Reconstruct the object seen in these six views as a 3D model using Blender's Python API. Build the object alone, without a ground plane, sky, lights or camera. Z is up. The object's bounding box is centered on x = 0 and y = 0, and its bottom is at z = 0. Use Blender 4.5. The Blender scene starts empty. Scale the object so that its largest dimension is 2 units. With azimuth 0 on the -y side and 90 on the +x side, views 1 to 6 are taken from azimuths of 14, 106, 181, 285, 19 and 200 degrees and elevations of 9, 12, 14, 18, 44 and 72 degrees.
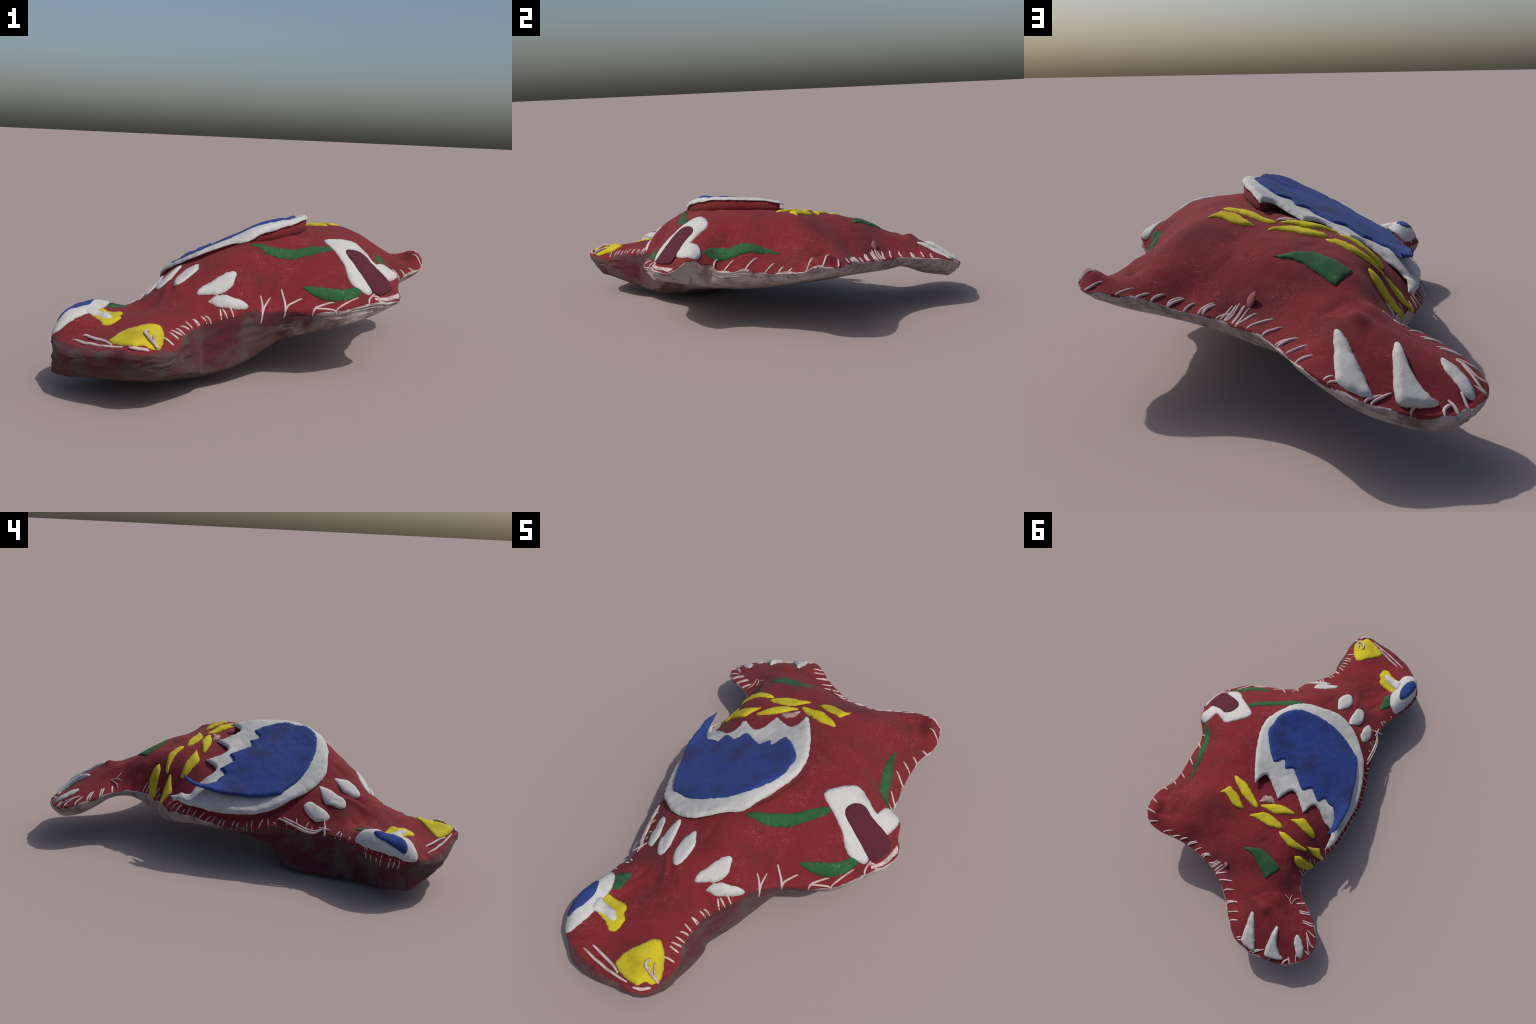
# A hand-sewn stuffed bird of red felt, lying on its side, with felt patches.
# Built from: a seam curve (where the upper felt sheet is sewn to the lower
# panel), a dome stretched over the seam, a lower rim under it, and patches,
# threads and stitches that are laid on the dome.
import math
import numpy as np
import bpy
from mathutils import Vector
from mathutils.geometry import delaunay_2d_cdt

# ---------------------------------------------------------------- body shape
# one row per station round the seam:
# (seam x, y, z), (lower rim x, y, z), outward bulge of the wall between them
STATIONS = [
    ("beak tip",    (-.186, -.988, .227), (-.205, -.935, .115), .022),
    ("mouth",       (-.246, -.974, .218), (-.270, -.918, .104), .030),
    ("mouth",       (-.325, -.940, .211), (-.340, -.895, .090), .052),
    ("mouth",       (-.400, -.906, .204), (-.420, -.866, .078), .060),
    ("mouth end",   (-.470, -.878, .198), (-.492, -.856, .068), .046),
    ("eye front",   (-.540, -.848, .200), (-.568, -.822, .066), .004),
    ("eye",         (-.580, -.790, .190), (-.566, -.762, .060), .004),
    ("eye",         (-.592, -.722, .194), (-.534, -.692, .036), -.008),
    ("eye back",    (-.572, -.655, .202), (-.484, -.640, .022), -.014),
    ("neck",        (-.536, -.598, .212), (-.464, -.580, .020), -.022),
    ("neck",        (-.496, -.528, .224), (-.456, -.515, .018), -.018),
    ("neck",        (-.468, -.474, .222), (-.452, -.455, .016), -.018),
    ("neck knot",   (-.456, -.408, .220), (-.448, -.385, .015), -.018),
    ("shoulder",    (-.452, -.330, .226), (-.444, -.310, .014), -.018),
    ("shoulder",    (-.462, -.262, .232), (-.430, -.238, .016), -.014),
    ("flank",       (-.474, -.178, .226), (-.420, -.180, .080), .000),
    ("flank",       (-.482, -.100, .214), (-.436, -.110, .138), .006),
    ("flank",       (-.487, -.020, .206), (-.454, -.018, .164), .008),
    ("flank",       (-.484, .060, .204), (-.452, .060, .166), .008),
    ("flank",       (-.471, .135, .206), (-.436, .140, .166), .008),
    ("flank",       (-.454, .215, .212), (-.417, .215, .160), .008),
    ("flank",       (-.432, .295, .218), (-.375, .300, .138), .008),
    ("rump",        (-.398, .366, .226), (-.320, .375, .114), .010),
    ("rump",        (-.362, .428, .234), (-.290, .432, .120), .008),
    ("tail root",   (-.326, .498, .248), (-.294, .500, .168), .006),
    ("tail root",   (-.324, .558, .250), (-.300, .560, .200), .006),
    ("tail root",   (-.346, .614, .250), (-.320, .612, .214), .006),
    ("tail",        (-.392, .662, .244), (-.356, .676, .205), .008),
    ("tail",        (-.446, .718, .226), (-.402, .730, .170), .010),
    ("tail",        (-.490, .790, .204), (-.446, .790, .138), .016),
    ("tail",        (-.498, .848, .188), (-.462, .846, .122), .020),
    ("tail",        (-.476, .902, .176), (-.448, .890, .112), .022),
    ("tail tip",    (-.428, .948, .170), (-.408, .916, .098), .024),
    ("tail tip",    (-.376, .976, .170), (-.362, .930, .097), .025),
    ("tail tip",    (-.300, .983, .182), (-.298, .938, .114), .020),
    ("tail tip",    (-.196, .981, .210), (-.206, .940, .148), .020),
    ("tail",        (-.115, .951, .238), (-.134, .918, .184), .016),
    ("tail",        (-.057, .897, .254), (-.080, .878, .212), .012),
    ("tail",        (-.013, .828, .268), (-.040, .808, .228), .010),
    ("tail root",   (.028, .764, .277), (-.004, .738, .226), .010),
    ("tail root",   (.086, .698, .284), (.050, .660, .216), .012),
    ("rump",        (.162, .641, .288), (.132, .596, .226), .012),
    ("rump",        (.252, .603, .302), (.230, .558, .246), .012),
    ("leg",         (.360, .576, .328), (.335, .540, .268), .012),
    ("leg",         (.460, .568, .346), (.440, .528, .288), .014),
    ("leg",         (.534, .548, .352), (.505, .500, .300), .016),
    ("leg tip",     (.578, .496, .352), (.540, .460, .304), .014),
    ("leg tip",     (.582, .428, .344), (.546, .404, .294), .014),
    ("leg",         (.562, .356, .330), (.520, .350, .276), .016),
    ("flank",       (.518, .284, .318), (.486, .285, .262), .010),
    ("flank",       (.494, .190, .312), (.464, .190, .254), .010),
    ("flank",       (.482, .080, .310), (.454, .080, .246), .010),
    ("flank",       (.474, -.015, .314), (.448, -.015, .238), .008),
    ("flower",      (.498, -.068, .334), (.452, -.090, .232), -.012),
    ("flower",      (.522, -.118, .356), (.470, -.140, .236), -.014),
    ("foot",        (.524, -.165, .330), (.492, -.170, .254), .000),
    ("foot",        (.532, -.215, .306), (.504, -.205, .270), .010),
    ("foot",        (.496, -.292, .306), (.474, -.276, .260), .010),
    ("foot",        (.432, -.345, .308), (.417, -.330, .238), .010),
    ("flank",       (.340, -.418, .288), (.330, -.385, .212), .010),
    ("flank",       (.250, -.446, .280), (.228, -.398, .184), .010),
    ("flank",       (.155, -.470, .276), (.122, -.418, .146), .006),
    ("throat",      (.078, -.502, .276), (.040, -.486, .090), .010),
    ("throat",      (.032, -.552, .278), (-.012, -.550, .066), .006),
    ("throat",      (-.030, -.612, .264), (-.058, -.606, .058), .004),
    ("throat",      (-.076, -.662, .254), (-.086, -.652, .062), -.002),
    ("cheek",       (-.104, -.712, .250), (-.080, -.704, .082), .008),
    ("cheek",       (-.126, -.770, .240), (-.096, -.786, .102), .022),
    ("cheek",       (-.138, -.845, .220), (-.122, -.852, .112), .028),
    ("cheek",       (-.142, -.930, .216), (-.150, -.908, .114), .022),
]

# points the felt dome passes through, inside the seam: x, y, z
DOME = [
    ("head", [(-.205, -.965, .238), (-.330, -.915, .220), (-.185, -.812, .258), (-.434, -.862, .220),
              (-.370, -.808, .244), (-.360, -.712, .266), (-.455, -.700, .254), (-.300, -.860, .242),
              (-.546, -.783, .251), (-.505, -.652, .280), (-.480, -.592, .264), (-.545, -.705, .262),
              (-.416, -.552, .250), (-.300, -.640, .261), (-.180, -.690, .274), (-.160, -.880, .240)]),
    ("neck", [(-.235, -.537, .345), (-.202, -.410, .398), (-.322, -.483, .312), (-.285, -.356, .380),
              (-.392, -.427, .270), (-.379, -.305, .322), (-.142, -.575, .328), (-.028, -.488, .396),
              (-.098, -.590, .306), (.034, -.535, .312), (-.310, -.575, .259)]),
    ("breast", [(-.014, -.345, .483), (.260, -.235, .472), (.232, -.184, .490), (.332, -.092, .487),
                (.431, -.143, .412), (.473, -.085, .384), (.508, -.122, .378), (.201, -.402, .354),
                (.429, .267, .372), (.461, -.050, .376), (.110, -.240, .500), (.390, -.270, .392),
                (.130, -.330, .430), (.445, .110, .375)]),
    ("under wing", [(.160, -.080, .514), (.155, .020, .517), (.140, .110, .517), (.155, -.160, .508),
                    (0.0, 0.0, .490), (-.200, 0.0, .400), (-.360, 0.0, .310), (-.200, -.200, .412),
                    (-.020, -.200, .495), (-.340, -.200, .340), (-.400, .150, .295), (-.420, -.100, .280)]),
    ("back", [(.185, .198, .513), (.014, .302, .484), (.225, .295, .505), (.080, .338, .485),
              (-.171, .256, .444), (.044, .349, .477), (-.144, .355, .453), (-.311, .315, .345),
              (-.135, .378, .447), (-.299, .398, .353), (-.257, .455, .374), (-.375, .425, .246),
              (-.306, .376, .338), (.040, .190, .492), (-.100, .200, .462), (-.250, .200, .388)]),
    ("rump", [(.018, .516, .430), (-.200, .555, .393), (-.151, .624, .374), (.140, .600, .325),
              (.434, .449, .374), (.545, .488, .394), (.560, .440, .384), (.490, .515, .376), (.508, .440, .354), (.300, .400, .446), (.350, .500, .386), (.440, .350, .394),
              (-.290, .560, .300)]),
    ("tail", [(-.143, .801, .310), (-.205, .955, .218), (-.287, .829, .282), (-.351, .950, .190),
              (-.408, .830, .238), (-.450, .900, .196), (-.085, .862, .270), (-.071, .819, .279),
              (-.046, .772, .285), (.015, .690, .300), (.132, .623, .302), (.266, .556, .325),
              (-.341, .672, .268), (-.400, .742, .245), (-.200, .700, .340)]),
]

# small lumps (x, y, height, radius) and folds (x0, y0, x1, y1, height, width)
LUMPS = [(-.198, .762, .022, .030), (.095, .610, .012, .024), (.528, .385, -.012, .030),
         (-.300, .640, -.010, .040), (-.250, .690, .008, .03), (-.345, -.385, -.014, .025), (-.262, -.448, -.012, .022),
         (.436, .452, -.012, .020), (.415, .440, .008, .018), (.300, .360, .006, .06), (.16, .42, -.006, .05), (-.02, .44, .005, .04), (.25, .06, .006, .07),
         (-.39, .62, .006, .03), (-.13, .46, -.006, .03)]
FOLDS = [(-.290, -.470, -.262, -.600, .012, .010), (-.265, -.475, -.240, -.590, -.010, .010),
         (-.350, -.400, -.330, -.470, .010, .012), (.055, -.530, .085, -.400, -.016, .022),
         (.020, -.530, .050, -.430, .010, .022), (.190, -.420, .235, -.300, .005, .025),
         (.430, .470, .560, .500, -.012, .014),
         (-.23, .50, -.26, .62, .008, .016), (-.20, .64, -.27, .72, .006, .02),
         (.30, .04, .47, .0, -.006, .03), (-.360, -.850, -.150, -.930, .004, .02),
         # rolled rim of the leg, creases of the neck and breast
         (.500, .528, .572, .478, .014, .016), (.572, .490, .568, .410, .012, .016),
         (-.330, -.500, -.420, -.600, -.007, .009), (-.240, -.545, -.190, -.640, -.006, .008), (-.300, -.600, -.380, -.650, .005, .010),
         (-.160, -.470, -.120, -.380, -.006, .010), (.020, -.420, .060, -.300, -.005, .012), (.100, -.470, .130, -.360, .006, .012),
         (.180, -.230, .200, -.120, -.005, .012), (.300, -.340, .280, -.250, -.005, .010), (-.360, -.360, -.440, -.330, -.006, .009),
         (.350, .050, .440, .030, -.005, .012), (.380, .200, .470, .230, .006, .014), (.020, .580, .080, .520, -.006, .012),
         (-.260, .480, -.310, .540, -.008, .010), (-.180, .680, -.100, .730, -.006, .012), (-.350, .760, -.300, .720, -.006, .010),
         (-.110, .420, -.060, .470, -.005, .010), (.120, .450, .200, .520, -.005, .014)]


def closed_curve(points, corners=(), per=8):
    """Catmull-Rom loop through the points; the listed indices stay sharp."""
    p = np.asarray(points, float)
    n, out = len(p), []
    for i in range(n):
        a, b = p[i], p[(i + 1) % n]
        ta = (b - p[i - 1]) / 2 if i not in corners else (b - a) * .5
        tb = (p[(i + 2) % n] - a) / 2 if (i + 1) % n not in corners else (b - a) * .5
        for k in range(per):
            t = k / per
            out.append((2 * t**3 - 3 * t**2 + 1) * a + (t**3 - 2 * t**2 + t) * ta
                       + (3 * t**2 - 2 * t**3) * b + (t**3 - t**2) * tb)
    return np.array(out)


class Sheet:
    """Thin-plate sheet z(x, y) stretched over control points."""

    def __init__(self, points, slack=0.0):
        p = np.asarray(points, float)
        self.c, n = p[:, :2], len(p)
        k = self.kernel(self.c)
        k[np.arange(n), np.arange(n)] += slack
        q = np.c_[np.ones(n), self.c]
        m = np.block([[k, q], [q.T, np.zeros((3, 3))]])
        self.w = np.linalg.solve(m, np.r_[p[:, 2], 0, 0, 0])

    def kernel(self, xy):
        r2 = ((xy[:, None, :] - self.c[None]) ** 2).sum(-1)
        return .5 * r2 * np.log(r2 + 1e-12)

    def __call__(self, xy):
        xy = np.atleast_2d(np.asarray(xy, float))
        return self.kernel(xy) @ self.w[:-3] + self.w[-3] + xy @ self.w[-2:]


SEAM = closed_curve([s[1] for s in STATIONS], per=7)
RIM = closed_curve([s[2] for s in STATIONS], per=7)
BULGE = closed_curve([(s[3], 0, 0) for s in STATIONS], per=7)[:, 0]
dome_sheet = Sheet([s[1] for s in STATIONS] + [p for _, group in DOME for p in group], slack=2e-4)


def edge_distance(xy, loop):
    """Distance from points to a closed polyline."""
    a = loop[:, :2]
    b = np.roll(a, -1, 0)
    ab = b - a
    d = np.full(len(xy), 9.0)
    for i in range(0, len(xy), 4000):
        q = xy[i:i + 4000, None, :]
        t = np.clip(((q - a) * ab).sum(-1) / ((ab ** 2).sum(-1) + 1e-12), 0, 1)
        d[i:i + 4000] = np.sqrt((((a + t[..., None] * ab) - q) ** 2).sum(-1)).min(1)
    return d


LATTICE = np.random.default_rng(11).uniform(-1, 1, (257, 257))


def soft_noise(xy, scale):
    """Smooth value noise on a seeded lattice."""
    q = xy * scale + 97.3
    i = np.floor(q).astype(int)
    f = q - i
    f = f * f * (3 - 2 * f)
    a, b = i[:, 0] % 256, i[:, 1] % 256
    n = LATTICE
    return ((n[a, b] * (1 - f[:, 0]) + n[a + 1, b] * f[:, 0]) * (1 - f[:, 1])
            + (n[a, b + 1] * (1 - f[:, 0]) + n[a + 1, b + 1] * f[:, 0]) * f[:, 1])


def relief(xy):
    z = .0030 * soft_noise(xy, 14) + .0016 * soft_noise(xy, 33) + .0007 * soft_noise(xy, 80)
    for x, y, h, r in LUMPS:
        z += h * np.exp(-((xy[:, 0] - x) ** 2 + (xy[:, 1] - y) ** 2) / (r * r))
    for x0, y0, x1, y1, h, w in FOLDS:
        a, ab = np.array((x0, y0)), np.array((x1 - x0, y1 - y0))
        t = np.clip(((xy - a) @ ab) / (ab @ ab), 0, 1)
        d2 = ((xy - a - t[:, None] * ab) ** 2).sum(1)
        z += h * np.exp(-d2 / (w * w)) * np.sin(np.pi * np.clip(t, .08, .92))
    return z


def dome(xy):
    xy = np.atleast_2d(np.asarray(xy, float))
    return dome_sheet(xy) + relief(xy)


def dome_normal(xy, f=dome, e=.006):
    dx, dy = np.array((e, 0)), np.array((0, e))
    gx = (f(xy + dx) - f(xy - dx)) / (2 * e)
    gy = (f(xy + dy) - f(xy - dy)) / (2 * e)
    n = np.c_[-gx, -gy, np.ones(len(xy))]
    return n / np.linalg.norm(n, axis=1)[:, None]


# ---------------------------------------------------------------- materials
def link(tree, a, b):
    tree.links.new(a, b)


def node(tree, kind, **settings):
    n = tree.nodes.new(kind)
    for k, v in settings.items():
        if k in n.inputs:
            n.inputs[k].default_value = v
        else:
            setattr(n, k, v)
    return n


def noise(tree, coord, scale, detail=4.0, rough=.55, stretch=None, distortion=0.0):
    if stretch:
        m = node(tree, "ShaderNodeMapping")
        m.inputs["Scale"].default_value = stretch
        m.inputs["Rotation"].default_value = (.3, .5, .7)
        link(tree, coord, m.inputs["Vector"])
        coord = m.outputs["Vector"]
    n = node(tree, "ShaderNodeTexNoise", Scale=scale, Detail=detail, Roughness=rough, Distortion=distortion)
    link(tree, coord, n.inputs["Vector"])
    return n.outputs["Fac"]


def ramp(tree, fac, low, high):
    r = node(tree, "ShaderNodeMapRange", clamp=True, interpolation_type="SMOOTHSTEP")
    r.inputs["From Min"].default_value, r.inputs["From Max"].default_value = low, high
    link(tree, fac, r.inputs["Value"])
    return r.outputs["Result"]


def mix(tree, fac, a, b):
    m = node(tree, "ShaderNodeMix", data_type="RGBA")
    for socket, value in ((m.inputs[0], fac), (m.inputs[6], a), (m.inputs[7], b)):
        if isinstance(value, (int, float)):
            socket.default_value = value
        elif isinstance(value, tuple):
            socket.default_value = (*value, 1)
        else:
            link(tree, value, socket)
    return m.outputs[2]


def math_node(tree, op, a, b):
    m = node(tree, "ShaderNodeMath", operation=op)
    for socket, value in zip(m.inputs, (a, b)):
        if isinstance(value, (int, float)):
            socket.default_value = value
        else:
            link(tree, value, socket)
    return m.outputs[0]


def felt_base(name):
    mat = bpy.data.materials.new(name)
    mat.use_nodes = True
    tree = mat.node_tree
    bsdf = tree.nodes["Principled BSDF"]
    coord = node(tree, "ShaderNodeTexCoord").outputs["Object"]
    return mat, tree, bsdf, coord


def felt_finish(tree, bsdf, coord, colour, bump=.35, sheen=.12, tint=(1, 1, 1)):
    link(tree, colour, bsdf.inputs["Base Color"])
    bsdf.inputs["Roughness"].default_value = .92
    bsdf.inputs["Specular IOR Level"].default_value = .18
    bsdf.inputs["Sheen Weight"].default_value = sheen
    bsdf.inputs["Sheen Roughness"].default_value = .6
    bsdf.inputs["Sheen Tint"].default_value = (*tint, 1)
    b = node(tree, "ShaderNodeBump", Strength=bump, Distance=.004)
    link(tree, noise(tree, coord, 140, 5, .65), b.inputs["Height"])
    link(tree, b.outputs["Normal"], bsdf.inputs["Normal"])


def felt(name, colour, dull, fibre, fibre_amount=.35, bump=.35, sheen=.03, blotch=7.0):
    """Felt: base colour, duller blotches, thin lighter fibres."""
    mat, tree, bsdf, coord = felt_base(name)
    c = mix(tree, ramp(tree, noise(tree, coord, blotch, 3, .5), .45, .72), colour, dull)
    speck = ramp(tree, noise(tree, coord, 85, 5, .75), .35, .72)
    c = mix(tree, math_node(tree, "MULTIPLY", speck, .5), c, dull)
    strands = None
    for stretch in ((1, .16, .5), (.16, 1, .5)):
        n = noise(tree, coord, 52, 2, .5, stretch, 1.2)
        ridge = math_node(tree, "ABSOLUTE", math_node(tree, "SUBTRACT", n, .5), 0)
        line = math_node(tree, "SUBTRACT", 1.0, ramp(tree, ridge, .0, .013))
        strands = line if strands is None else math_node(tree, "MAXIMUM", strands, line)
    gate = ramp(tree, noise(tree, coord, 13, 3, .6), .42, .62)
    c = mix(tree, math_node(tree, "MULTIPLY", math_node(tree, "MULTIPLY", strands, gate), fibre_amount), c, fibre)
    felt_finish(tree, bsdf, coord, c, bump, sheen)
    return mat


def underside_felt(name):
    """Lower panel: pale worn felt, with the red showing through over the head."""
    mat, tree, bsdf, coord = felt_base(name)
    xyz = node(tree, "ShaderNodeSeparateXYZ")
    link(tree, coord, xyz.inputs[0])
    wobble = noise(tree, coord, 9, 4, .6)
    streak = noise(tree, coord, 22, 3, .6, (1, 1, .25))
    pale = mix(tree, ramp(tree, streak, .4, .7), PALE, PALE_DULL)
    red = mix(tree, ramp(tree, wobble, .4, .65), WALL_RED, WALL_BROWN)
    # the head and throat are red (low y), the rest is pale
    tilt = math_node(tree, "ADD", xyz.outputs["Y"], math_node(tree, "MULTIPLY", xyz.outputs["X"], .6))
    where = math_node(tree, "ADD", tilt, math_node(tree, "MULTIPLY", math_node(tree, "SUBTRACT", wobble, .5), .5))
    fac = ramp(tree, where, -.36, -.12)
    c = mix(tree, fac, red, pale)
    blot = ramp(tree, noise(tree, coord, 5.5, 3, .6), .56, .68)
    c = mix(tree, math_node(tree, "MULTIPLY", blot, .55), c, WALL_BROWN)
    felt_finish(tree, bsdf, coord, c, .3, .05)
    return mat


RED, RED_DULL, RED_FIBRE = (.158, .0138, .0198), (.108, .0145, .0180), (.40, .075, .095)
PALE, PALE_DULL = (.40, .355, .34), (.21, .165, .155)
WALL_RED, WALL_BROWN = (.075, .0135, .021), (.076, .051, .047)
WHITE = (.455, .455, .445)

red_felt = felt("red_felt", RED, RED_DULL, RED_FIBRE, .42)
maroon_felt = felt("maroon_felt", (.080, .0135, .025), (.064, .012, .020), (.13, .03, .045), .25)
white_felt = felt("white_felt", WHITE, (.36, .36, .36), (.56, .56, .55), .45, blotch=14)
blue_felt = felt("blue_felt", (.019, .044, .205), (.020, .028, .105), (.05, .10, .33), .45, blotch=9)
yellow_felt = felt("yellow_felt", (.47, .40, .016), (.35, .28, .012), (.60, .54, .06), .35, blotch=16)
green_felt = felt("green_felt", (.019, .090, .033), (.017, .055, .024), (.09, .22, .11), .6, blotch=12)
thread_mat = felt("pale_thread", (.50, .41, .40), (.34, .22, .22), (.60, .57, .55), .2, blotch=30)
pale_felt = underside_felt("underside_felt")


# ---------------------------------------------------------------- mesh tools
def mesh_object(name, verts, faces, material, parent, normals=None):
    me = bpy.data.meshes.new(name)
    me.from_pydata([tuple(v) for v in verts], [], [tuple(int(i) for i in f) for f in faces])
    me.materials.append(material)
    me.polygons.foreach_set("use_smooth", np.ones(len(me.polygons), bool))
    me.update()
    if normals is not None:
        me.normals_split_custom_set_from_vertices([tuple(n) for n in normals])
    ob = bpy.data.objects.new(name, me)
    bpy.context.scene.collection.objects.link(ob)
    ob.parent = parent
    return ob


def fill(loop, step, keep=.55):
    """Triangulate a closed loop with a staggered grid inside it.
    The first len(loop) vertices returned are the loop itself."""
    loop = np.asarray(loop)[:, :2]
    lo, hi = loop.min(0), loop.max(0)
    rows = []
    for k, y in enumerate(np.arange(lo[1], hi[1], step * .866)):
        x = np.arange(lo[0] + (step / 2 if k % 2 else 0), hi[0], step)
        rows.append(np.c_[x, np.full(len(x), y)])
    g = np.vstack(rows)
    x, y = g[:, 0], g[:, 1]
    inside = np.zeros(len(g), bool)
    for a, b in zip(loop, np.roll(loop, -1, 0)):
        hit = (a[1] > y) != (b[1] > y)
        with np.errstate(divide="ignore", invalid="ignore"):
            inside ^= hit & (x < (b[0] - a[0]) * (y - a[1]) / (b[1] - a[1]) + a[0])
    g = g[inside]
    g = g[edge_distance(g, loop) > keep * step]
    pts = [Vector(p) for p in np.vstack([loop, g])]
    n = len(loop)
    v, _, f, *_ = delaunay_2d_cdt(pts, [], [list(range(n))], 1, 1e-7)
    v = np.array([tuple(p) for p in v])
    # outlines are simple, so input order is kept
    return v, [tuple(t) for t in f]


def signed_area(loop):
    x, y = loop[:, 0], loop[:, 1]
    return .5 * (x * np.roll(y, -1) - y * np.roll(x, -1)).sum()


def resample(loop, step):
    p = np.vstack([loop, loop[:1]])
    s = np.r_[0, np.cumsum(np.linalg.norm(np.diff(p, axis=0), axis=1))]
    n = max(12, int(s[-1] / step))
    t = np.linspace(0, s[-1], n, endpoint=False)
    return np.c_[tuple(np.interp(t, s, p[:, k]) for k in range(p.shape[1]))]


def patch(name, outline, material, parent, height=.007, edge=.014, sink=.006, lift=0.0, corners=(), base=dome,
          step=.009, fuzz=.0018, per=8, rim_part=.22):
    """A felt patch laid on a sheet: rounded edge, puffed middle, closed below."""
    loop = resample(closed_curve(outline, corners, per), step * .6)
    if signed_area(loop) < 0:
        loop = loop[::-1]
    nrm = np.roll(loop, -1, 0) - np.roll(loop, 1, 0)
    nrm = np.c_[nrm[:, 1], -nrm[:, 0]] / (np.linalg.norm(nrm, axis=1)[:, None] + 1e-9)
    loop = loop + nrm * (fuzz * soft_noise(loop, 70) + fuzz * .6 * soft_noise(loop + 3, 190))[:, None]
    v, f = fill(loop, step)
    n = len(loop)
    d = edge_distance(v, loop)
    d[:n] = 0
    k = np.clip(d / edge, 0, 1)
    up = .0012 + (height - .0012) * (rim_part + (1 - rim_part) * np.sqrt(np.clip(1 - (1 - k) ** 2, 0, 1))) + .0010 * soft_noise(v, 60) + lift
    nd = dome_normal(v, base)
    ground = np.c_[v, base(v)]
    top = ground + nd * up[:, None]
    low = ground - nd * (sink - lift)
    m = len(v)
    faces = list(f) + [tuple(m + i for i in reversed(t)) for t in f]
    faces += [(i, m + i, m + (i + 1) % n, (i + 1) % n) for i in range(n)]
    return mesh_object(name, np.vstack([top, low]), faces, material, parent)


def tube(points, radius, sides=7):
    """Thread with tapered ends along 3D points."""
    p = np.asarray(points, float)
    s = np.r_[0, np.cumsum(np.linalg.norm(np.diff(p, axis=0), axis=1))]
    m = max(5, int(s[-1] / .006))
    t = np.linspace(0, s[-1], m)
    p = np.c_[tuple(np.interp(t, s, p[:, k]) for k in range(3))]
    for _ in range(2):
        p[1:-1] = (p[:-2] + 2 * p[1:-1] + p[2:]) / 4
    tan = np.gradient(p, axis=0)
    tan /= np.linalg.norm(tan, axis=1)[:, None] + 1e-9
    a = np.cross(tan, (0, 0, 1.0)) + 1e-6
    a /= np.linalg.norm(a, axis=1)[:, None]
    b = np.cross(tan, a)
    w = radius * np.sqrt(np.clip(np.sin(np.pi * np.linspace(.06, .94, m)), 0, 1)) ** .7
    v = []
    for i in range(m):
        for j in range(sides):
            q = 2 * math.pi * j / sides
            v.append(p[i] + w[i] * (math.cos(q) * a[i] + math.sin(q) * b[i]))
    f = [(i * sides + j, i * sides + (j + 1) % sides, (i + 1) * sides + (j + 1) % sides, (i + 1) * sides + j)
         for i in range(m - 1) for j in range(sides)]
    f += [tuple(reversed(range(sides))), tuple(range((m - 1) * sides, m * sides))]
    return np.array(v), f


# ---------------------------------------------------------------- the thing
bird = bpy.data.objects.new("stuffed_bird", None)
bpy.context.scene.collection.objects.link(bird)
bird["label"] = "hand-sewn stuffed red felt bird with blue and white wing"
bird["category"] = "stuffed toy"

# ---- body: dome + wall + underside as one surface
seam, rim = SEAM.copy(), RIM.copy()
n = len(seam)
top_xy, top_faces = fill(seam, .0105)
seam_s = np.r_[0, np.cumsum(np.linalg.norm(np.diff(seam[:, :2], axis=0), axis=1))]
edge = edge_distance(top_xy, seam)
edge[:n] = 0
near = ((top_xy[:, None, :] - seam[None, ::3, :2]) ** 2).sum(-1).argmin(1) * 3
pucker = .0035 * np.sin(seam_s[near] / .042 * 2 * np.pi + 2 * np.sin(seam_s[near] * 9)) * np.exp(-(edge / .03) ** 2)
top = np.c_[top_xy, dome(top_xy) + pucker]
out = np.roll(seam, -1, 0) - np.roll(seam, 1, 0)
out = np.c_[out[:, 1], -out[:, 0]]
out /= np.linalg.norm(out, axis=1)[:, None]
if signed_area(seam) < 0:
    out = -out
LEVELS = 24
seam3 = top[:n]


def wall_point(i, t):
    t = np.asarray(t, float)
    s, r = seam3[i], rim[i]
    roll = np.sin(np.pi * np.minimum(t * 3.2, 1)) * .003        # rolled felt edge just under the seam
    q = s + (r - s) * t[..., None]
    q[..., :2] += out[i] * (BULGE[i] * np.sin(np.pi * t ** (.7 if BULGE[i] > 0 else 1.1)) ** .8 + roll)[..., None]
    return q


ring_t = np.linspace(0, 1, LEVELS + 1)[1:] ** 1.7
wall = np.array([wall_point(i, ring_t) for i in range(n)]).transpose(1, 0, 2)      # level, index, xyz
for lv in range(LEVELS - 1):
    wob = .005 * soft_noise(np.c_[seam_s, np.full(n, lv * .045)], 26) * math.sin(math.pi * ring_t[lv])
    wall[lv, :, :2] += out * wob[:, None]
low_xy, low_faces = fill(rim, .020)
under_sheet = Sheet([s[2] for s in STATIONS] + [(-.20, -.50, .002), (-.25, -.75, .046), (-.40, -.75, .036), (-.30, -.60, .004), (-.30, -.35, .004), (.10, 0, .12),
                                                (0, .3, .14), (.3, .2, .2), (-.25, .1, .10), (-.25, .8, .14)], 1e-4)
low_z = under_sheet(low_xy)
low = np.c_[low_xy, np.maximum(low_z, 0.0)]
low[:n] = rim
verts = np.vstack([top] + [wall[k] for k in range(LEVELS)] + [low[n:]])
T = len(top)
ring = lambda k: (np.arange(n) if k == 0 else T + (k - 1) * n + np.arange(n))
wall_faces = []
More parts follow.
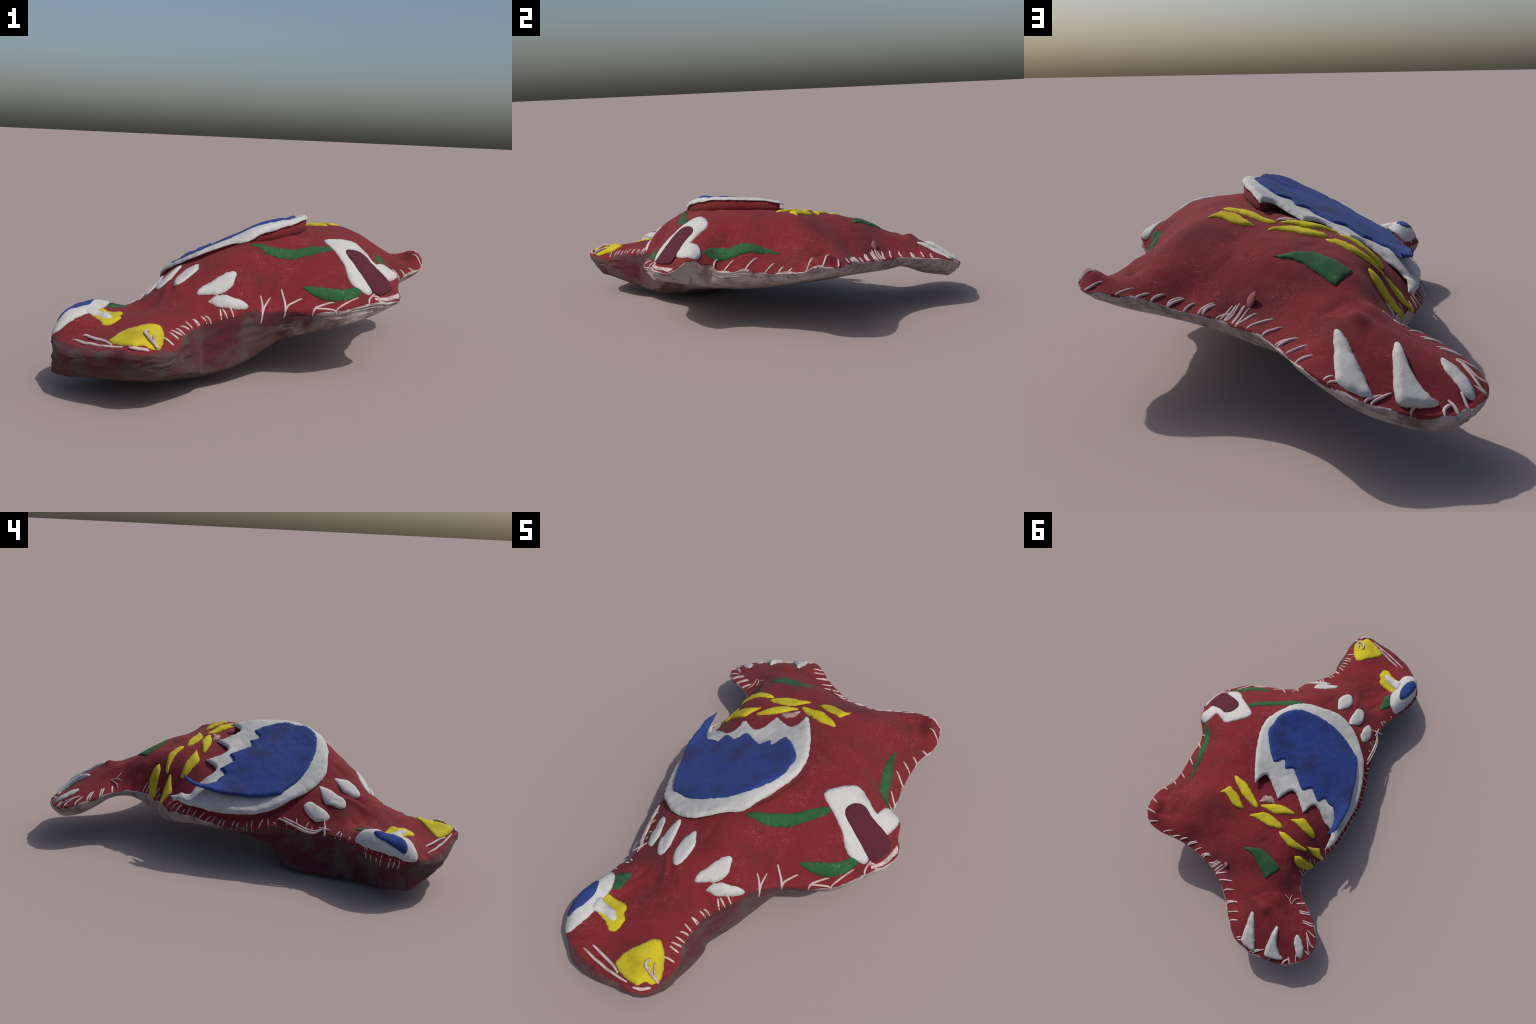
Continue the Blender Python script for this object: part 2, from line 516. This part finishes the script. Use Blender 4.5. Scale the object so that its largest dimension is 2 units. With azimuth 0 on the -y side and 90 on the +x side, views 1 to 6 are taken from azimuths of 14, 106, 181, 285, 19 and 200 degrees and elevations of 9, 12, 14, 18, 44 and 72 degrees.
for k in range(LEVELS):
    a, b = ring(k), ring(k + 1)
    for i in range(n):
        j = (i + 1) % n
        wall_faces.append((a[i], b[i], b[j], a[j]))
# the red felt laps over the seam, with a ragged lower border
lap = np.clip(6 + 5 * soft_noise(np.c_[seam_s, np.zeros(n)], 22), 2, 11).astype(int)
depth = np.linalg.norm(seam3 - rim, axis=1)
lap = np.where(depth > .14, np.maximum(1, lap // 2 + 1), lap)
lap_faces = [f for k, f in enumerate(wall_faces) if k // n < lap[k % n]]
wall_faces = [f for k, f in enumerate(wall_faces) if k // n >= lap[k % n]]
under_index = np.r_[ring(LEVELS), T + LEVELS * n + np.arange(len(low) - n)]
under_faces = [tuple(under_index[i] for i in reversed(t)) for t in low_faces]
if signed_area(seam) < 0:
    wall_faces = [tuple(reversed(t)) for t in wall_faces]
    lap_faces = [tuple(reversed(t)) for t in lap_faces]

vn = np.zeros_like(verts)
top_faces = list(top_faces) + lap_faces
for t in top_faces + wall_faces + under_faces:
    t = list(t)
    c = np.cross(verts[t[1]] - verts[t[0]], verts[t[2]] - verts[t[0]])
    vn[t] += c
vn /= np.linalg.norm(vn, axis=1)[:, None] + 1e-12


def side(p, a, b):
    return (b[0] - a[0]) * (p[1] - a[1]) - (b[1] - a[1]) * (p[0] - a[0])


def region(c):
    if side(c, (-.47, -.47), (.06, -.55)) < 0:
        return "head"
    if side(c, (-.33, .545), (.09, .68)) > 0 and c[0] < .2:
        return "tail"
    if side(c, (.36, .60), (.54, .30)) > 0:
        return "leg"
    return "torso"


groups = {}
for t in top_faces:
    groups.setdefault(region(verts[list(t), :2].mean(0)), []).append(t)
parts = {}
for name, faces in list(groups.items()) + [("belly_panel", wall_faces + under_faces)]:
    used = np.unique(np.array([i for t in faces for i in t]))
    remap = {int(u): k for k, u in enumerate(used)}
    parts[name] = mesh_object(name, verts[used], [tuple(remap[int(i)] for i in t) for t in faces],
                              pale_felt if name == "belly_panel" else red_felt, bird, vn[used])
head, torso, tail = parts["head"], parts["torso"], parts["tail"]

# ---- wing: white felt sheet, added red fill where the scan closed the gap below, blue inset
WING = [(.069, .196, .546), (.101, .112, .567), (.127, .016, .574), (.142, -.084, .577), (.130, -.158, .575),
        (.107, -.200, .562), (.060, -.264, .545), (-.022, -.335, .508), (-.109, -.354, .486), (-.220, -.367, .437),
        (-.321, -.324, .388), (-.401, -.234, .343), (-.437, -.172, .308), (-.458, -.087, .280), (-.469, .010, .272),
        (-.468, .070, .268), (-.456, .125, .266), (-.442, .201, .270), (-.422, .297, .284), (-.387, .346, .286),
        (-.392, .300, .296), (-.389, .248, .305), (-.337, .219, .352), (-.260, .160, .402), (-.215, .228, .430),
        (-.128, .144, .468), (-.068, .221, .488), (.026, .129, .530)]
INSET = [(.018, .054, .542), (.052, .012, .560), (.078, -.037, .570), (.099, -.085, .580), (.092, -.143, .576),
         (.073, -.200, .578), (.032, -.246, .570), (-.016, -.277, .552), (-.071, -.290, .522), (-.138, -.293, .490),
         (-.219, -.281, .448), (-.300, -.248, .402), (-.353, -.212, .376), (-.384, -.187, .364), (-.412, -.100, .348),
         (-.426, -.005, .345), (-.436, .095, .352), (-.428, .163, .362), (-.414, .231, .372), (-.397, .264, .382),
         (-.369, .288, .396), (-.380, .255, .374), (-.384, .205, .360), (-.376, .165, .358), (-.352, .130, .370),
         (-.326, .126, .380), (-.294, .103, .393), (-.266, .142, .411), (-.215, .087, .438), (-.169, .124, .458),
         (-.090, .034, .489), (-.047, .053, .507), (-.024, .011, .520)]
blue_top = Sheet(INSET + [(-.10, -.15, .496), (-.20, -.08, .455), (-.30, -.05, .404), (-.12, -.02, .484)], 5e-5)
middle = [(x, y) for x in (-.34, -.26, -.18, -.10, -.02, .04) for y in (-.22, -.12, -.03, .05)
          if (x + .17) ** 2 / .05 + (y + .09) ** 2 / .035 < 1]
white_top = Sheet(WING + [(x, y, z - .010) for x, y, z in INSET if x > -.37]
                  + [(x, y, float(blue_top((x, y))[0]) - .014) for x, y in middle]
                  + [(-.400, -.100, .322), (-.410, 0, .318), (-.412, .095, .316), (-.400, .190, .312)], 1e-4)
wing_base = lambda xy: white_top(xy) - .015 + .0015 * soft_noise(np.atleast_2d(xy), 40)
inset_base = lambda xy: blue_top(xy) - .012 + .0015 * soft_noise(np.atleast_2d(xy) + 5, 30)
wing = patch("wing", [p[:2] for p in WING], white_felt, bird, .015, .012, .0, base=wing_base,
             corners=(0, 19, 22, 24, 26), fuzz=.0018)
patch("wing_inset", [p[:2] for p in INSET], blue_felt, wing, .012, .008, .002, base=inset_base,
      corners=(0, 20, 24, 25, 26, 27, 28, 29, 30, 31, 32), fuzz=.0018)

GAP_FILL = [(.062, .172), (.096, .112), (.123, .014), (.137, -.084), (.125, -.154), (.103, -.196), (.057, -.258),
       (-.022, -.322), (-.109, -.342), (-.216, -.354), (-.313, -.314), (-.392, -.226), (-.427, -.168), (-.448, -.085),
       (-.456, .010), (-.446, .120), (-.430, .200), (-.385, .225), (-.330, .190), (-.262, .140), (-.130, .125), (.024, .108)]
gap_loop = resample(closed_curve(GAP_FILL), .010)
if signed_area(gap_loop) < 0:
    gap_loop = gap_loop[::-1]
pv, pf = fill(gap_loop, .02)
pm, pn = len(pv), len(gap_loop)
gap_top, gap_low = np.c_[pv, wing_base(pv) + .004], np.c_[pv, np.minimum(dome(pv) - .012, wing_base(pv) - .004)]
foot_push = np.zeros((pm, 2))
mesh_object("wing_gap_fill", np.vstack([gap_top, gap_low]),
            list(pf) + [tuple(pm + i for i in reversed(t)) for t in pf]
            + [(i, pm + i, pm + (i + 1) % pn, (i + 1) % pn) for i in range(pn)], red_felt, wing)

# ---- patches on the head
eye = patch("eye", [(-.501, -.565), (-.458, -.604), (-.446, -.648), (-.454, -.685), (-.463, -.753), (-.487, -.805),
                    (-.530, -.838), (-.554, -.836), (-.570, -.806), (-.577, -.770), (-.577, -.715), (-.556, -.650), (-.526, -.598)],
            white_felt, head, .008, .022)
patch("pupil", [(-.543, -.792), (-.562, -.780), (-.551, -.718), (-.519, -.660), (-.497, -.651), (-.493, -.700),
                (-.505, -.748), (-.522, -.773)], blue_felt, eye, .0110, .006, 0, fuzz=.0006, rim_part=.88)
patch("cheek_patch", [(-.345, -.764), (-.357, -.802), (-.383, -.811), (-.411, -.784), (-.462, -.753), (-.466, -.704),
                      (-.450, -.679), (-.417, -.686), (-.382, -.697), (-.358, -.714), (-.358, -.740)], yellow_felt, head, .007)
patch("eye_stem", [(-.372, -.768), (-.396, -.779), (-.432, -.763), (-.478, -.755), (-.475, -.700), (-.431, -.719),
                   (-.390, -.738)], white_felt, eye, .017, .016, 0)
patch("leaf_patch", [(-.419, -.552), (-.410, -.572), (-.414, -.620), (-.428, -.650), (-.453, -.654), (-.464, -.618),
                     (-.460, -.586), (-.440, -.566)], green_felt, head, .004, corners=(0,))
patch("beak", [(-.188, -.805), (-.158, -.849), (-.141, -.906), (-.144, -.935), (-.160, -.955), (-.181, -.958),
               (-.202, -.976), (-.229, -.969), (-.263, -.953), (-.294, -.935), (-.315, -.914), (-.306, -.892),
               (-.275, -.858), (-.235, -.830), (-.217, -.813)], yellow_felt, head, .007)

# ---- white feather patches on the neck
for outline in ([(-.179, -.475), (-.203, -.523), (-.230, -.539), (-.251, -.519), (-.256, -.483), (-.237, -.441), (-.201, -.407), (-.185, -.439)],
                [(-.286, -.353), (-.276, -.374), (-.282, -.427), (-.296, -.478), (-.330, -.484), (-.343, -.453), (-.343, -.415), (-.322, -.378)],
                [(-.378, -.309), (-.362, -.337), (-.365, -.391), (-.382, -.427), (-.405, -.415), (-.416, -.378), (-.406, -.331), (-.391, -.309)],
                [(-.142, -.576), (-.135, -.552), (-.104, -.525), (-.072, -.501), (-.042, -.488), (-.026, -.491), (-.026, -.517), (-.031, -.532), (-.061, -.555), (-.096, -.565)],
                [(-.097, -.587), (-.081, -.568), (-.046, -.555), (-.014, -.550), (.038, -.542), (.017, -.560), (-.008, -.574), (-.055, -.590), (-.084, -.590)]):
    patch("feather_patch", outline, white_felt, torso, .0065, .022)

# ---- flower on the breast, leaves
flower = patch("flower_patch", [(.237, -.189), (.238, -.158), (.271, -.131), (.317, -.101), (.345, -.089), (.381, -.104),
                                (.405, -.128), (.433, -.144), (.455, -.098), (.478, -.080), (.503, -.090), (.516, -.122),
                                (.504, -.155), (.474, -.210), (.446, -.287), (.428, -.322), (.395, -.329), (.356, -.319),
                                (.329, -.277), (.291, -.241)], white_felt, torso, .006, .016, corners=(7,))
patch("flower_center", [(.325, -.223), (.322, -.194), (.345, -.162), (.379, -.150), (.416, -.172), (.490, -.200),
                        (.498, -.236), (.456, -.304), (.393, -.274), (.355, -.249)], maroon_felt, flower, .0085, .004, 0, fuzz=.0004, rim_part=.9)
for outline, corners in (([(-.011, -.352), (-.005, -.333), (.051, -.311), (.108, -.290), (.170, -.265), (.233, -.231), (.259, -.220),
                           (.269, -.238), (.221, -.276), (.171, -.304), (.111, -.331), (.067, -.347), (.033, -.348)], ()),
                         ([(.198, -.406), (.238, -.392), (.285, -.379), (.331, -.363), (.361, -.343), (.390, -.320), (.411, -.323),
                           (.381, -.366), (.338, -.395), (.298, -.410), (.259, -.412), (.222, -.412)], (0,)),
                         ([(.472, -.076), (.452, -.060), (.424, -.020), (.410, .035), (.408, .110), (.414, .187), (.429, .268),
                           (.432, .249), (.437, .173), (.445, .098), (.449, .020), (.466, -.045)], (6,)),
                         ([(.019, .515), (-.018, .507), (-.078, .496), (-.125, .509), (-.168, .529), (-.201, .548), (-.183, .579),
                           (-.150, .624), (-.123, .601), (-.081, .563), (-.042, .534), (-.006, .523)], (0, 5, 7))):
    patch("leaf_patch", outline, green_felt, torso, .0045, corners=corners)

# pale edge of the foot, and loose fluff by the wing tips
patch("foot_edge", [(.530, -.196), (.532, -.216), (.502, -.284), (.442, -.336), (.440, -.328), (.492, -.278), (.520, -.214), (.522, -.198)],
      thread_mat, torso, .005, .008)
patch("loose_fluff", [(.014, .270), (.002, .235), (-.030, .222), (-.060, .238), (-.052, .256), (-.028, .252), (-.010, .262)],
      felt("fluff_felt", (.34, .25, .23), (.20, .06, .06), (.5, .45, .42), .5, blotch=40), torso, .006, .012, fuzz=.006)

# ---- yellow seed patches in two rows across the back
for outline in ([(.185, .196), (.175, .187), (.125, .202), (.089, .224), (.041, .263), (.015, .296), (.021, .308), (.057, .298), (.110, .270), (.152, .235)],
                [(.225, .298), (.209, .275), (.188, .253), (.171, .261), (.135, .279), (.102, .309), (.080, .332), (.091, .339), (.135, .336), (.174, .309), (.201, .294)],
                [(.001, .288), (-.034, .266), (-.084, .247), (-.126, .244), (-.169, .250), (-.173, .263), (-.132, .279), (-.083, .301), (-.039, .297)],
                [(.040, .355), (.006, .330), (-.034, .312), (-.083, .319), (-.128, .336), (-.144, .351), (-.134, .361), (-.087, .370), (-.036, .366), (.010, .358)],
                [(-.167, .297), (-.196, .276), (-.230, .259), (-.269, .275), (-.310, .302), (-.314, .314), (-.296, .326), (-.248, .318), (-.206, .303)],
                [(-.135, .375), (-.167, .373), (-.215, .387), (-.262, .395), (-.297, .394), (-.292, .406), (-.256, .418), (-.208, .425), (-.169, .407), (-.145, .392)],
                [(-.255, .455), (-.281, .443), (-.319, .442), (-.349, .439), (-.356, .457), (-.333, .476), (-.299, .490), (-.268, .487), (-.257, .474)],
                [(-.301, .379), (-.327, .366), (-.357, .353), (-.374, .375), (-.398, .387), (-.391, .399), (-.355, .397), (-.322, .393)]):
    patch("seed_patch", outline, yellow_felt, torso, .009, .014)

# ---- white feathers on the tail
for outline, h in (([(-.136, .806), (-.150, .800), (-.168, .842), (-.190, .897), (-.208, .946), (-.212, .974), (-.180, .976), (-.140, .956), (-.132, .930), (-.133, .869)], .012),
                   ([(-.280, .830), (-.296, .824), (-.304, .868), (-.322, .912), (-.350, .945), (-.368, .962), (-.321, .976), (-.276, .976), (-.268, .941), (-.272, .887)], .018),
                   ([(-.398, .824), (-.410, .822), (-.437, .844), (-.460, .883), (-.464, .920), (-.441, .924), (-.410, .882), (-.396, .853)], .006)):
    patch("tail_feather", outline, white_felt, tail, h, .014)

# ---- stitches and threads
rng = np.random.default_rng(4)


def thread(name, xy, radius=.0038, lift=.0010, wrap=0.0, parent=bird):
    xy = np.asarray(xy, float)
    s = np.r_[0, np.cumsum(np.linalg.norm(np.diff(xy, axis=0), axis=1))]
    t = np.linspace(0, s[-1], max(4, int(s[-1] / .006)))
    q = np.c_[np.interp(t, s, xy[:, 0]), np.interp(t, s, xy[:, 1])]
    p = np.c_[q, dome(q)] + dome_normal(q) * lift
    p[0] -= (0, 0, radius)
    if wrap:
        i = ((seam[:, :2] - q[-1]) ** 2).sum(1).argmin()
        w = wall_point(i, np.array((.04, .4 * wrap, wrap)))
        w[:, :2] -= out[i] * .0002
        p = np.vstack([p[:-1], w])
    v, f = tube(p, radius)
    return mesh_object(name, v, f, thread_mat, parent)


def stitch_at(station, length, slant=0.0, wrap=.25, radius=.0045):
    """Stitch across the seam at a (fractional) station number."""
    i = int(station * 7) % n
    along = np.roll(seam, -3, 0)[i, :2] - np.roll(seam, 3, 0)[i, :2]
    along /= np.linalg.norm(along)
    a = seam[i, :2] - out[i] * length + along * slant
    return thread("stitch", [a, seam[i, :2] - out[i] * .004], radius, wrap=wrap)


def station(word, nth=0):
    return [k for k, s in enumerate(STATIONS) if s[0] == word][nth]


# (inner end, outer end) of the stitches that stand apart
LONE = [((-.341, .672), (-.379, .657)), ((-.365, .704), (-.424, .691)), ((-.372, .712), (-.430, .700)), ((-.400, .742), (-.458, .740)),
        ((-.406, .750), (-.462, .752)), ((-.442, .778), (-.500, .801)), ((-.440, .790), (-.490, .850)), ((-.452, .810), (-.488, .880)),
        ((-.085, .862), (-.045, .872)), ((-.071, .819), (-.022, .838)), ((-.046, .772), (-.004, .792)), ((-.050, .776), (.000, .784)),
        ((-.010, .722), (.040, .735)), ((.015, .683), (.076, .694)), ((.060, .650), (.105, .668)), ((.132, .623), (.166, .629)),
        ((.175, .596), (.212, .606)), ((.180, .590), (.220, .602)), ((.235, .575), (.262, .590)), ((.266, .556), (.308, .580)),
        ((.272, .552), (.316, .578)), ((.322, .552), (.362, .574)), ((.365, .556), (.398, .572)), ((.410, .545), (.456, .566)),
        ((.500, .530), (.552, .545)), ((.527, .501), (.590, .482)), ((.542, .444), (.594, .414)), ((.530, .345), (.566, .330)),
        ((.500, .300), (.522, .280)), ((.468, .250), (.505, .220)), ((.450, .170), (.484, .130)), ((.452, .060), (.478, .022)),
        ((.448, -.010), (.470, -.030)), ((.060, -.470), (.078, -.492)), ((.095, -.455), (.078, -.492)), ((.125, -.425), (.153, -.462)),
        ((.205, -.430), (.153, -.462)), ((.320, -.405), (.250, -.440)), ((.250, -.440), (.330, -.425)), ((.400, -.350), (.330, -.422)),
        ((.440, -.320), (.465, -.300)), ((.455, -.290), (.432, -.340)),
        ((-.130, .930), (-.100, .950)), ((-.150, .945), (-.110, .955)), ((-.240, .958), (-.200, .982)), ((-.262, .950), (-.215, .982)),
        ((-.330, .960), (-.300, .985)), ((-.400, .950), (-.372, .978)), ((-.395, .940), (-.415, .968)), ((-.430, .915), (-.440, .950)),
        ((-.465, .880), (-.492, .890))]
for a, b in LONE:
    thread("stitch", [a, b], rng.uniform(.0036, .0048), wrap=.24)
# bundle of threads where the rump meets the tail, with the torn loop above it
for k in range(7):
    a = np.array((.085 + .007 * k, .632 - .005 * k)) + rng.normal(0, .004, 2)
    thread("stitch", [a, a + (.034, .036)], .0035, wrap=.3)
# left flank: close slanted stitches under the wing
for st in np.linspace(station("flank", 1) + .2, station("rump", 0) + .4, 16):
    stitch_at(st + rng.uniform(-.1, .1), rng.uniform(.018, .030), rng.uniform(-.020, .004), .45, .0030)
for st in np.linspace(station("rump", 1), station("tail root", 0) + .3, 5):
    stitch_at(st + rng.uniform(-.1, .1), rng.uniform(.020, .034), rng.uniform(-.014, .0), .25, .0030)
# throat and cheek: short stitches
for st in np.linspace(station("throat", 1) + .6, station("cheek", 2) + .1, 13):
    stitch_at(st + rng.uniform(-.12, .12), rng.uniform(.020, .032), rng.uniform(-.012, .012), .05, .0040)
# neck
for st in np.linspace(station("neck", 0) - .3, station("neck", 2) + .8, 6):
    stitch_at(st + rng.uniform(-.12, .12), rng.uniform(.018, .030), rng.uniform(-.012, .012), .06, .0040)
for st in np.linspace(station("neck knot") + .1, station("flank", 0) + .7, 8):
    stitch_at(st + rng.uniform(-.2, .2), rng.uniform(.014, .030), rng.uniform(-.02, .02), .05, .0034)
for st in np.linspace(station("eye", 0) + .2, station("eye back") + .6, 7):
    stitch_at(st + rng.uniform(-.12, .12), rng.uniform(.008, .014), 0, .22, .0040)
# long threads
thread("thread", [(-.439, -.415), (-.457, -.384), (-.460, -.341), (-.456, -.281), (-.446, -.206)], .006, .006, parent=head)
thread("thread", [(-.439, -.415), (-.450, -.384), (-.452, -.341), (-.448, -.291), (-.440, -.226)], .005, .007, parent=head)
thread("thread", [(-.428, -.866), (-.380, -.890), (-.316, -.924), (-.290, -.945)], .0055, .003, parent=head)
thread("thread", [(-.462, -.877), (-.402, -.908), (-.335, -.938), (-.244, -.970)], .0055, .003, parent=head)
thread("thread", [(-.198, -.884), (-.202, -.908), (-.181, -.926), (-.146, -.944)], .006, .014, parent=head)
thread("thread", [(-.176, -.888), (-.174, -.908), (-.160, -.930)], .005, .013, parent=head)
thread("thread", [(-.160, -.965), (-.184, -.985), (-.215, -.985)], .006, .004, parent=head)
for k in range(6):
    d = rng.normal(0, .014, 2)
    thread("thread", [np.array((-.437, -.420)) - d, np.array((-.440, -.418)) + d], .0034, .007, parent=head)
thread("thread", [(-.318, .690), (-.300, .668), (-.305, .640)], .0022, .004, parent=tail)
thread("thread", [(-.350, .640), (-.325, .655), (-.318, .690)], .0022, .004, parent=tail)
thread("thread", [(-.300, .668), (-.270, .655)], .0022, .004, parent=tail)

# torn felt loop standing up at the rump: a thin rounded flap
u, w = np.meshgrid(np.linspace(0, math.pi, 13), np.linspace(0, 2 * math.pi, 18, endpoint=False), indexing="ij")
flap = np.c_[(.016 * np.sin(u) * np.cos(w)).ravel(), (.006 * np.sin(u) * np.sin(w)).ravel(), (.032 * np.cos(u)).ravel()]
flap[:, 0] -= .25 * flap[:, 2]
flap[:, 1] -= .45 * flap[:, 2]
turn = math.radians(48)
flap[:, :2] = np.c_[flap[:, 0] * math.cos(turn) + flap[:, 1] * math.sin(turn), -flap[:, 0] * math.sin(turn) + flap[:, 1] * math.cos(turn)]
flap += (.084, .620, .328)
mesh_object("torn_loop", flap, [(i * 18 + j, (i + 1) * 18 + j, (i + 1) * 18 + (j + 1) % 18, i * 18 + (j + 1) % 18)
                                for i in range(12) for j in range(18)],
            felt("pink_felt", (.38, .19, .19), (.25, .08, .09), (.5, .4, .4), .3), torso)
